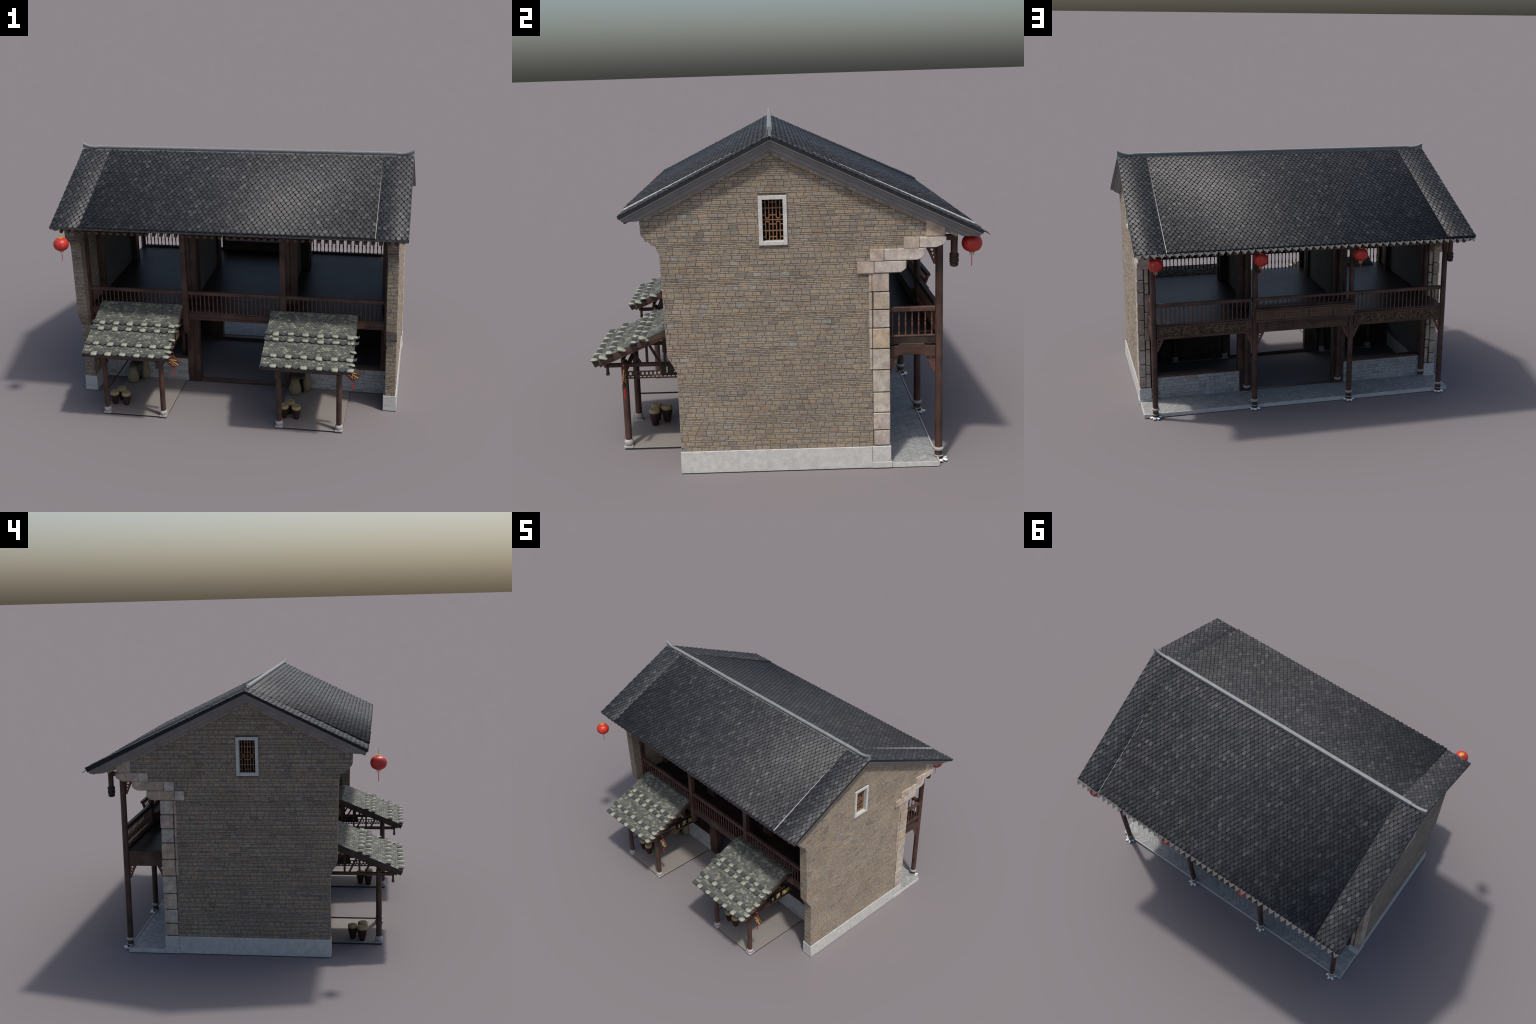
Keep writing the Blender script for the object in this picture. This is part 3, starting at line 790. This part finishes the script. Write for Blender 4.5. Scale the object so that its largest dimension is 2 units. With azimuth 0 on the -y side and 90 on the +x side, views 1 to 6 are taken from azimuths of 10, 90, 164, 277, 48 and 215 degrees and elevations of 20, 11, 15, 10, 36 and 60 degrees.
for a, b in ((CX[0]+.0168, CX[1]-.0168), (CX[2]+.0168, CX[3]-.0168)):
    s = Shape(); s.box(a, b, .654, .668, .477, .5535)
    FAS = part('carved_fascia', s, ['carveback'], HOUSE, angle=0)
    s = Shape()
    s.box(a, b, .668, .6725, .477, .4865); s.box(a, b, .668, .6725, .546, .5545)
    s.box(a, a+.009, .668, .672, .487, .5455); s.box(b-.009, b, .668, .672, .487, .5455)
    part('fascia_frame', s, ['woodx'], FAS, angle=0, bevel=.001)
    s = Shape(); rg = random.Random(int(a*100)); L = (b-a-.02)/3
    for k in range(3):
        x0 = a+.010+L*k; x1 = x0+L-.002
        scrolls(s, rg, x0, x1, .488, .5445, .6682, 62)
        s.box(x0, x1, .668, .6705, .4872, .4885); s.box(x0, x1, .668, .6705, .544, .5453)
        s.box(x0, x0+.0014, .668, .6705, .4886, .5439); s.box(x1-.0014, x1, .668, .6705, .4886, .5439)
    part('fascia_carving', s, ['carve'], FAS, angle=0, stuff=True)
# middle bay: projecting seat with an outward leaning back
a, b = -.2935, .2935
s = Shape(); s.box(a-.004, b+.004, .640, .708, .556, .620)
s.box(a-.008, b+.008, .622, .716, .6205, .629); s.box(a-.004, b+.004, .706, .7125, .549, .560)
SEAT = part('balcony_seat', s, ['woodx'], HOUSE, angle=0, bevel=.002)
s = Shape(); L = (b-a)/4
for k in range(4):
    x0, x1 = a+L*k+.004, a+L*(k+1)-.004
    fz = lambda f: .565+.048*f
    for f in (0, 1): s.box(x0, x1, .7082, .7105, fz(f)-.0012, fz(f)+.0012)
    for f in (0, .17, .80, 1): s.box(x0+(x1-x0)*f-.0012, x0+(x1-x0)*f+.0012, .7082, .7105, fz(0), fz(1))
    for f in (.25, .5, .75): s.box(x0+(x1-x0)*.17, x0+(x1-x0)*.8, .7082, .7098, fz(f)-.0008, fz(f)+.0008)
    s.box(x0, x0+(x1-x0)*.17, .7082, .7098, fz(.5)-.0008, fz(.5)+.0008); s.box(x0+(x1-x0)*.8, x1, .7082, .7098, fz(.5)-.0008, fz(.5)+.0008)
part('seat_fretwork', s, ['carve'], SEAT, angle=0, stuff=True)
s = Shape(); s.box(CX[1]+.0168, CX[2]-.0168, .654, .668, .474, .5555)
APR = part('apron_board', s, ['woodz'], HOUSE, angle=0, bevel=.0015)
s = Shape(); scrolls(s, random.Random(9), -.27, .05, .478, .512, .6682, 60, .003, .008)
scrolls(s, random.Random(10), .05, .22, .50, .525, .6682, 18, .003, .006)
part('apron_carving', s, ['carve'], APR, angle=0, stuff=True)
s = Shape(); s.box(a-.012, b+.012, .703, .722, .684, .699)
for x in (a-.005, b+.005): s.beam((x, .690, .629), (x, .711, .686), .012, .012)
s.box(a, b, .683, .697, .629, .636)
LEAN = part('leaning_rail', s, ['woodx'], HOUSE, angle=0, bevel=.0015)
for i in range(21):
    x = a+.016+(b-a-.032)*i/20
    put('baluster', bal_me, LEAN, loc=(x, .690, .6355), rot=(-.36, 0, 0), scale=(.9, .9, .445))
# side ends of the rear gallery
s = Shape(); s.box(.868, .885, .4505, .6435, .5245, .5535)
part('end_beam', s, ['plank'], HOUSE, angle=0)
pr = [(.4505, .470), (.482, .470), (.494, .477), (.582, .477), (.597, .468), (.6435, .468), (.6435, .516), (.604, .518), (.594, .5265), (.496, .5265), (.486, .518), (.4505, .517)]
s = Shape(); s.sweep([[(.866, *p) for p in pr], [(.887, *p) for p in pr]])
part('crescent_beam', s, ['woody'], HOUSE, angle=0, bevel=.0015)
s = Shape(); s.box(-.887, -.866, .4505, .6435, .470, .5515)
part('end_beam', s, ['woody'], HOUSE, angle=0, bevel=.0015)
put('corner_bracket', br_me, HOUSE, loc=(.8765, .4505, .469), rot=(0, 0, pi/2)); put('corner_bracket', br_me, HOUSE, loc=(-.8765, .4505, .469), rot=(0, 0, pi/2))

# ------------------------------------------------------------------ lanterns
lb = Shape()
prof = [(.012, -.036)] + [(.0425*cos(t)**.72, .0355*sin(t)) for t in [radians(-66+132*i/12) for i in range(13)]] + [(.012, .036)]
lb.lathe(prof, 32, squash=lambda t, z: 1-.018*abs(sin(8*t)))
lant_me = mesh_of('lantern', lb, ['red'], 1.2)
lc = Shape()
for zz, sgn in ((.0345, 1), (-.0345, -1)): lc.lathe([(.013, zz), (.0125, zz+sgn*.0045), (.009, zz+sgn*.005)], 16)
lc_me = mesh_of('lantern_cap', lc, ['gold'], 0.5)
ls = Shape(); ls.rod((0, 0, .039), (0, 0, .075), .0009, 6); ls.rod((.002, 0, .039), (0, 0, .058), .0007, 6)
ls_me = mesh_of('lantern_cord', ls, ['gold'])
lt = Shape(); lt.lathe([(.0016, -.098), (.0018, -.070), (.0012, -.040)], 8)
lt_me = mesh_of('lantern_tassel', lt, ['tassel'])
lf = Shape()
for k in range(7):
    t = k*.9; lf.rod((.0085*cos(t), .0085*sin(t), -.039), (.009*cos(t), .009*sin(t), -.051-.003*(k % 2)), .0010, 5)
lf_me = mesh_of('lantern_fringe', lf, ['silver'])
for x, y, z in ((.8745, .795, .946), (.291, .795, .944), (-.293, .795, .942), (-.906, -.692, 1.036)):
    l = put('lantern', lant_me, HOUSE, loc=(x, y, z), rot=(0, 0, random.random()))
    for nm, me in (('lantern_cap', lc_me), ('lantern_cord', ls_me), ('lantern_tassel', lt_me), ('lantern_fringe', lf_me)): put(nm, me, l)

# ------------------------------------------------------------------ tea-stall awnings
AX0, AX1 = -.250, .247         # half widths of the awning roof (own frame)
YC, ZC = .0, .594             # its ridge, own frame has y = 0 at the ridge
YE, ZE = -.386, .4315          # its front eave
AS = math.atan2(ZC-ZE, -YE)
def aw(x, y, h=0.0, back=False):
    """point on the awning slope: y measured in plan, h along the slope normal"""
    n = Vector((0, -sin(AS), cos(AS))); z = ZC-(abs(y))*math.tan(AS)
    p = Vector((x, -abs(y), z)) + n*h
    if back: p.y = -p.y
    return p

def build_awning():
    o = {}
    s = Shape()
    for bk in (False, True):
        ye = -YE if not bk else .16
        a = [aw(AX0, ye, 0, bk), aw(AX1, ye, 0, bk), aw(AX1, 0.0005, 0, bk), aw(AX0, 0.0005, 0, bk)]
        b = [aw(AX0, ye, -.007, bk), aw(AX1, ye, -.007, bk), aw(AX1, 0.0005, -.007, bk), aw(AX0, 0.0005, -.007, bk)]
        s.sweep([a, b])
    o['roof'] = mesh_of('awning', s, ['stall_bed'], 0)
    # small scale tiles
    s = Shape(); rg = random.Random(21)
    for bk in (False, True):
        lim = -YE if not bk else .16
        row = .0128; cosA = cos(AS); d = lim; i = 0
        while d > .006:
            ln = .019; pit = .0205; n = int((AX1-AX0)/pit)+2
            for j in range(-1, n):
                cx = AX0+(j+(.5 if i % 2 else 0))*pit+rg.uniform(-.001, .001); w = pit/2-.0010
                pts = [(-w, ln), (-w, .007), (-w*.55, .0012), (w*.5, .0008), (w, .006), (w, ln)]
                us = [min(max(cx+p[0], AX0), AX1) for p in pts]
                if max(us)-min(us) < .003: continue
                h = rg.uniform(.0022, .0038)
                top = [aw(u, max(d-p[1]*cosA, 0), h*(1-p[1]/ln)+.0004, bk) for u, p in zip(us, pts)]
                low = [aw(u, max(d-p[1]*cosA, 0), -.0008, bk) for u, p in zip(us, pts)]
                s.add(top+low, [tuple(range(6))] + [(q, q+1, q+7, q+6) for q in range(5)])
            d -= row*cosA; i += 1
    o['tiles'] = mesh_of('awning_slates', s, ['stall_slate'], 0)
    # cap and pan tile
    def cap(width, length, rise):
        c = Shape(); rings = []
        for f, ends, g in ((0, .36, .22), (.05, .64, .52), (.14, .86, .82), (.28, .98, 1.0), (.45, 1.0, .92), (.7, .98, .6), (1.0, .90, .15)):
            hw = width/2; k = 1
            r = []
            for q in range(9):
                t = pi*q/8
                r.append((-hw*ends*cos(t), -length*(1-f) + (.004 if k == 0 else 0)*abs(cos(t))*2, rise*(sin(t)**.8)*g+.0045*(1-f)))
            r2 = [(p[0]*.9, p[1]+.001, p[2]-.0035) for p in reversed(r)]
            rings.append(r+r2)
        c.sweep(rings); return c
    o['cap'] = mesh_of('cap_tile', cap(.042, .033, .0095), ['cap'], 0.9)
    c = Shape(); rings = []
    for k in range(5):
        f = k/4; hw = .0235*(1.0 if k else .96); r = []
        for q in range(9):
            u = -1+q/4
            tipy = -.006*(1-abs(u)) if k == 0 else 0
            r.append((u*hw, -.025*(1-f)+tipy-.002, .0055*u*u-.001+.0055*(1-f)))
        rings.append(r+[(p[0], p[1], p[2]-.003) for p in reversed(r)])
    c.sweep(rings); o['pan'] = mesh_of('pan_tile', c, ['pan'], 0.9)
    # timber of the stall (posts at +-PXA)
    pm = Shape()
    pm.lathe([(.0155, .042), (.0155, .26), (.0145, .415)], 12); o['post'] = mesh_of('awning_post', pm, ['woodz'], 0.9)
    bs = Shape(); bs.lathe([(.0175, .014), (.0205, .020), (.0215, .029), (.019, .038), (.0155, .042)], 16); bs.box(-.021, .021, -.021, .021, .0045, .0135)
    o['base'] = mesh_of('post_base', bs, ['basestone'], 0.6, .001)
    return o
AW = build_awning()
PXL, PXR, PYF, PYB = -.1685, .1685, -.2585, .2585

def strokes(sh, rg, segs, place, t=.0022):
    for (x0, z0, x1, z1, w) in segs:
        dx, dz = x1-x0, z1-z0; l = hypot(dx, dz) or 1; nx, nz = -dz/l*w/2, dx/l*w/2
        q = [(x0-nx*.6, z0-nz*.6), (x1-nx, z1-nz), (x1+nx, z1+nz), (x0+nx*.6, z0+nz*.6)]
        sh.add([place(a, b, 0) for a, b in q]+[place(a, b, t) for a, b in q],
               [(3, 2, 1, 0), (4, 5, 6, 7), (0, 1, 5, 4), (1, 2, 6, 5), (2, 3, 7, 6), (3, 0, 4, 7)])

def stall(cx, cy):
    root = put('awning', AW['roof'], HOUSE, loc=(cx, cy, 0))
    put('awning_slates', AW['tiles'], root, stuff=True)
    rg = random.Random(int(cx*100))
    for y, hh, x_off in ((-.361, .001, .0), (-.294, .001, -.008), (-.186, .001, -.013), (-.145, .001, -.018)):
        for i in range(6):
            p = aw(-.178+.0832*i+x_off, -y, hh)
            put('cap_tile', AW['cap'], root, loc=p, rot=(AS-.10+rg.uniform(-.06, .06), rg.uniform(-.08, .08), rg.uniform(-.12, .12)),
                scale=(rg.uniform(.90, 1.06), rg.uniform(.85, 1.1), rg.uniform(.8, 1.1)))
        for i in range(7):
            x = -.2195+.0832*i+x_off
            x = min(max(x, AX0+.018), AX1-.002)
            p = aw(x, -y-.002, hh+.001)
            put('pan_tile', AW['pan'], root, loc=p, rot=(AS-.10, 0, rg.uniform(-.04, .04)))
    for y in (-.335, -.252, -.150):       # caps turned sideways over the right verge
        p = aw(AX1-.018, -y, .004)
        put('cap_tile', AW['cap'], root, loc=p, rot=(AS, .25, pi/2+.15), scale=(1, .95, .8))
    # verge boards
    s = Shape()
    for x in (AX0+.004, AX1-.004):
        for k, (h, hw, yo) in enumerate(((-.0165, .018, -.005), (-.0300, .009, -.024))):
            s.beam(aw(x*(1-.006*k), .390+yo, h), aw(x*(1-.006*k), 0.0, h), .009, hw, up=(0, -sin(AS), cos(AS)))
    s.beam(aw(AX0, .382, -.014), aw(AX1, .382, -.014), .008, .012, up=(0, -sin(AS), cos(AS)))
    for i in range(13):
        x = AX0+.02+(AX1-AX0-.04)*i/12; s.beam(aw(x, .386, -.013), aw(x, .01, -.013), .010, .011, up=(0, -sin(AS), cos(AS)))
    part('verge_board', s, ['woody'], root, angle=0, bevel=.0012)
    for x in (PXL, PXR):
        for y in (PYF, PYB):
            q = put('awning_post', AW['post'], root, loc=(x, y, 0)); put('post_base', AW['base'], root, loc=(x, y, 0))
    s = Shape()
    for x in (PXL, PXR):
        s.beam((x, -.335, .393), (x, .30, .393), .015, .017)
        for y in (-.155, -.075, 0.0):
            z1 = aw(0, -y, -.030).z; s.beam((x, y, .400), (x, y, z1), .011, .011, up=(0, 1, 0))
            s.beam((x, y, z1-.012), (x, y, z1), .016, .016, up=(0, 1, 0))
        for y0, y1 in ((-.185, -.225), (-.100, -.152), (.008, -.073), (.10, .008)):
            s.beam((x, y0, .401), (x, y1, aw(0, -y1, -.030).z if y1 < 0 else .55), .010, .011, up=(1, 0, 0))
        s.beam((x, 0, .395), (x, 0, .560), .013, .013, up=(0, 1, 0))
        s.beam((x, -.3345, .348), (x, -.3345, .386), .0115, .0115, up=(0, 1, 0))
        s.beam((x, -.3345, .3475), (x, -.3345, .361), .0145, .0145, up=(0, 1, 0))
    part('awning_truss', s, ['woody'], root, angle=0, bevel=.0012)
    s = Shape()
    for y, z in ((-.3345, .404), (PYF, .428), (PYB, .428)):
        s.beam((AX0+.03, y, z), (AX1-.03, y, z), .012, .014)
    for z in (.372, .352): s.beam((PXL, PYF, z), (PXR, PYF, z), .009, .008)
    for i in range(9): s.box(PXL+.03+.0345*i-.003, PXL+.03+.0345*i+.003, PYF-.004, PYF+.004, .356, .372)
    part('awning_beam', s, ['woodx'], root, angle=0, bevel=.001)
    s = Shape(); s.rod((PXL, PYF, .140), (PXL, PYB, .140), .0038, 8)
    part('side_pole', s, ['woody'], root)
    # fretted frieze along the right side with a black board of gilt brush strokes
    s = Shape(); x = PXR+.012
    for z in (.3645, .3455, .3345): s.box(x-.003, x+.003, PYF+.016, PYB-.02, z-.0022, z+.0022)
    n = 26
    for i in range(n+1):
        y = PYF+.018+(PYB-PYF-.04)*i/n
        s.box(x-.0028, x+.0028, y-.0036, y+.0036, .3477, .3623)
        s.box(x-.0028, x+.0028, y-.0030+.008, y+.0030+.008, .3367, .3433)
    part('frieze', s, ['woody'], root, angle=0)
    s = Shape(); s.box(x-.0035, x+.0055, -.092, .085, .346, .398)
    sb = part('sign_board', s, ['signblack'], root, angle=0)
    s = Shape()
    big = [(-.016, .016, .016, .018, .004), (0, .020, -.003, -.016, .005), (-.014, .004, .015, .006, .0035), (-.002, .004, -.015, -.014, .004), (.002, .002, .016, -.013, .005), (.006, .012, .012, .008, .003)]
    big2 = [(-.015, .014, -.006, .018, .004), (-.012, .006, .014, .009, .004), (-.008, .010, -.012, -.015, .0045), (.004, .018, .002, -.016, .005), (-.004, -.004, .015, -.002, .0035), (.008, -.006, .015, -.016, .0045)]
    for cy0, sgm in ((-.018, big), (.034, big2), (.066, big)):
        strokes(s, rg, sgm, lambda a, b, t: (x+.0057+t, cy0+a, .373+b))
    strokes(s, rg, [(0, .014, .001, .006, .005), (-.002, .004, .002, -.002, .005), (.001, -.004, -.001, -.012, .005)], lambda a, b, t: (x+.0057+t, -.066+a, .371+b))
    part('sign_lettering', s, ['signgold'], root, angle=0, stuff=True)
    # diamond tea sign with tassel, hung from the front right post
    for dy in (PYF+.008,):
        dx = .2405
        s = Shape(); r = .0425
        s.sweep([[(dx+a, dy-.0035, .352+b) for a, b in ((0, r), (r, 0), (0, -r), (-r, 0))], [(dx+a, dy+.0035, .352+b) for a, b in ((0, r), (r, 0), (0, -r), (-r, 0))]])
        s.box(dx-.0006, dx+.0006, dy-.0006, dy+.0006, .393, .410)
        s.beam((PXR+.012, dy, .411), (dx+.006, dy, .411), .007, .006)
        dm = part('hanging_sign', s, ['signred'], root, angle=0, bevel=.001)
        s = Shape()
        for fs in (-1, 1):
            strokes(s, rg, [(-.019, .013, .022, .011, .0042), (.003, .016, -.022, -.006, .0036), (-.002, .005, .030, -.016, .0055), (.001, .003, .0, -.022, .003), (-.010, -.006, -.005, -.016, .003), (.008, -.014, .014, -.022, .0036), (-.006, .020, -.004, .013, .003), (.010, .020, .008, .012, .003)],
                    lambda a, b, t: (dx+a*(-fs), dy+fs*(.0037+t), .352+b))
        part('sign_lettering', s, ['signgold'], root, angle=0, stuff=True)
        s = Shape(); s.rod((dx, dy, .312), (dx, dy, .301), .0006, 5); s.lathe([(.0030, .262), (.0034, .270), (.0026, .292), (.0036, .296), (.0024, .3012)], 8, (dx, dy, 0))
        part('sign_tassel', s, ['tassel'], root)
    s = Shape(); s.box(-.1875, .1875, -.2725, .2725, .002, .0072)
    fl = part('stall_floor', s, ['mat'], root, angle=0, bevel=.0025)
    s = Shape(); s.box(-.1885, .1885, -.2735, .2735, 0, .0018)
    part('floor_underlay', s, ['matedge'], root, angle=0)
    return root
for cx, cy in ((-.5465, -.4320), (.4715, -.4495)):
    stall(cx, cy)

# ------------------------------------------------------------------ loose wares on the stall floors
dr = Shape()
dr.lathe([(.0135, .0), (.016, .006), (.0205, .025), (.0255, .050), (.0268, .062), (.0262, .072)], 16)
drum_me = mesh_of('drum_body', dr, ['drumwood'], 0.9)
dt = Shape(); dt.lathe([(.0268, .066), (.0272, .076), (.0245, .0815), (.0195, .0835), (.018, .0822)], 16)
skin_me = mesh_of('drum_skin', dt, ['drumskin'], 0.7)
def drum(x, y, k):
    t = thing('hand_drum', 'small dark tapered hand drum with pale skin', 'drum', (x, y, .0072))
    put('drum_body', drum_me, t, rot=(0, 0, k)); put('drum_skin', skin_me, t, rot=(0, 0, k))
def sack_shape(prof, dent, seed):
    s = Shape(); rg = random.Random(seed); ph = [rg.random()*6 for _ in range(3)]
    s.lathe(prof, 20, squash=lambda t, z: 1+dent*cos(2*t+ph[0])+.03*cos(3*t+ph[1]+z*20)+.02*cos(5*t+ph[2]-z*40)); return mesh_of('sack_body', s, ['sack'], 1.2)
sk1 = sack_shape([(.018, 0), (.029, .008), (.036, .026), (.036, .042), (.031, .062), (.025, .080), (.0235, .092), (.026, .102), (.020, .105)], .05, 1)
sk2 = sack_shape([(.013, 0), (.023, .010), (.0275, .030), (.0265, .050), (.021, .078), (.013, .104), (.006, .122), (.001, .130)], .10, 2)
for cx, cy in ((-.5465, -.4320), (.4715, -.4495)):
    for i, (dx, dy) in enumerate(((-.084, -.169), (-.1545, -.167), (-.1275, -.115))): drum(cx+dx, cy+dy, i*1.3)
    for dx, dy, me in ((-.133, .117, sk1), (-.072, .178, sk2)):
        t = thing('grain_sack', 'slumped olive brown burlap grain sack', 'sack', (cx+dx, cy+dy, .0072)); put('sack_body', me, t)
    t = thing('wooden_crate', 'weathered green grey open fronted wooden crate', 'crate', (cx-.118, cy+.172, .0072))
    s = Shape()
    for i in range(6): s.box(-.040, .040, -.036+.012*i, -.036+.012*i+.011, .104, .110)
    part('crate_lid', s, ['crate'], t, angle=0, bevel=.0008)
    s = Shape(); s.box(-.038, -.034, -.034, .034, 0, .1035); s.box(.034, .038, -.034, .034, 0, .1035); s.box(-.0335, .0335, .030, .034, 0, .1035); s.box(-.0335, .0335, -.034, -.030, .092, .1035); s.box(-.0335, .0335, -.029, .0295, .002, .006)
    part('crate_side', s, ['crate'], t, angle=0, bevel=.0008)

bpy.context.view_layer.update()
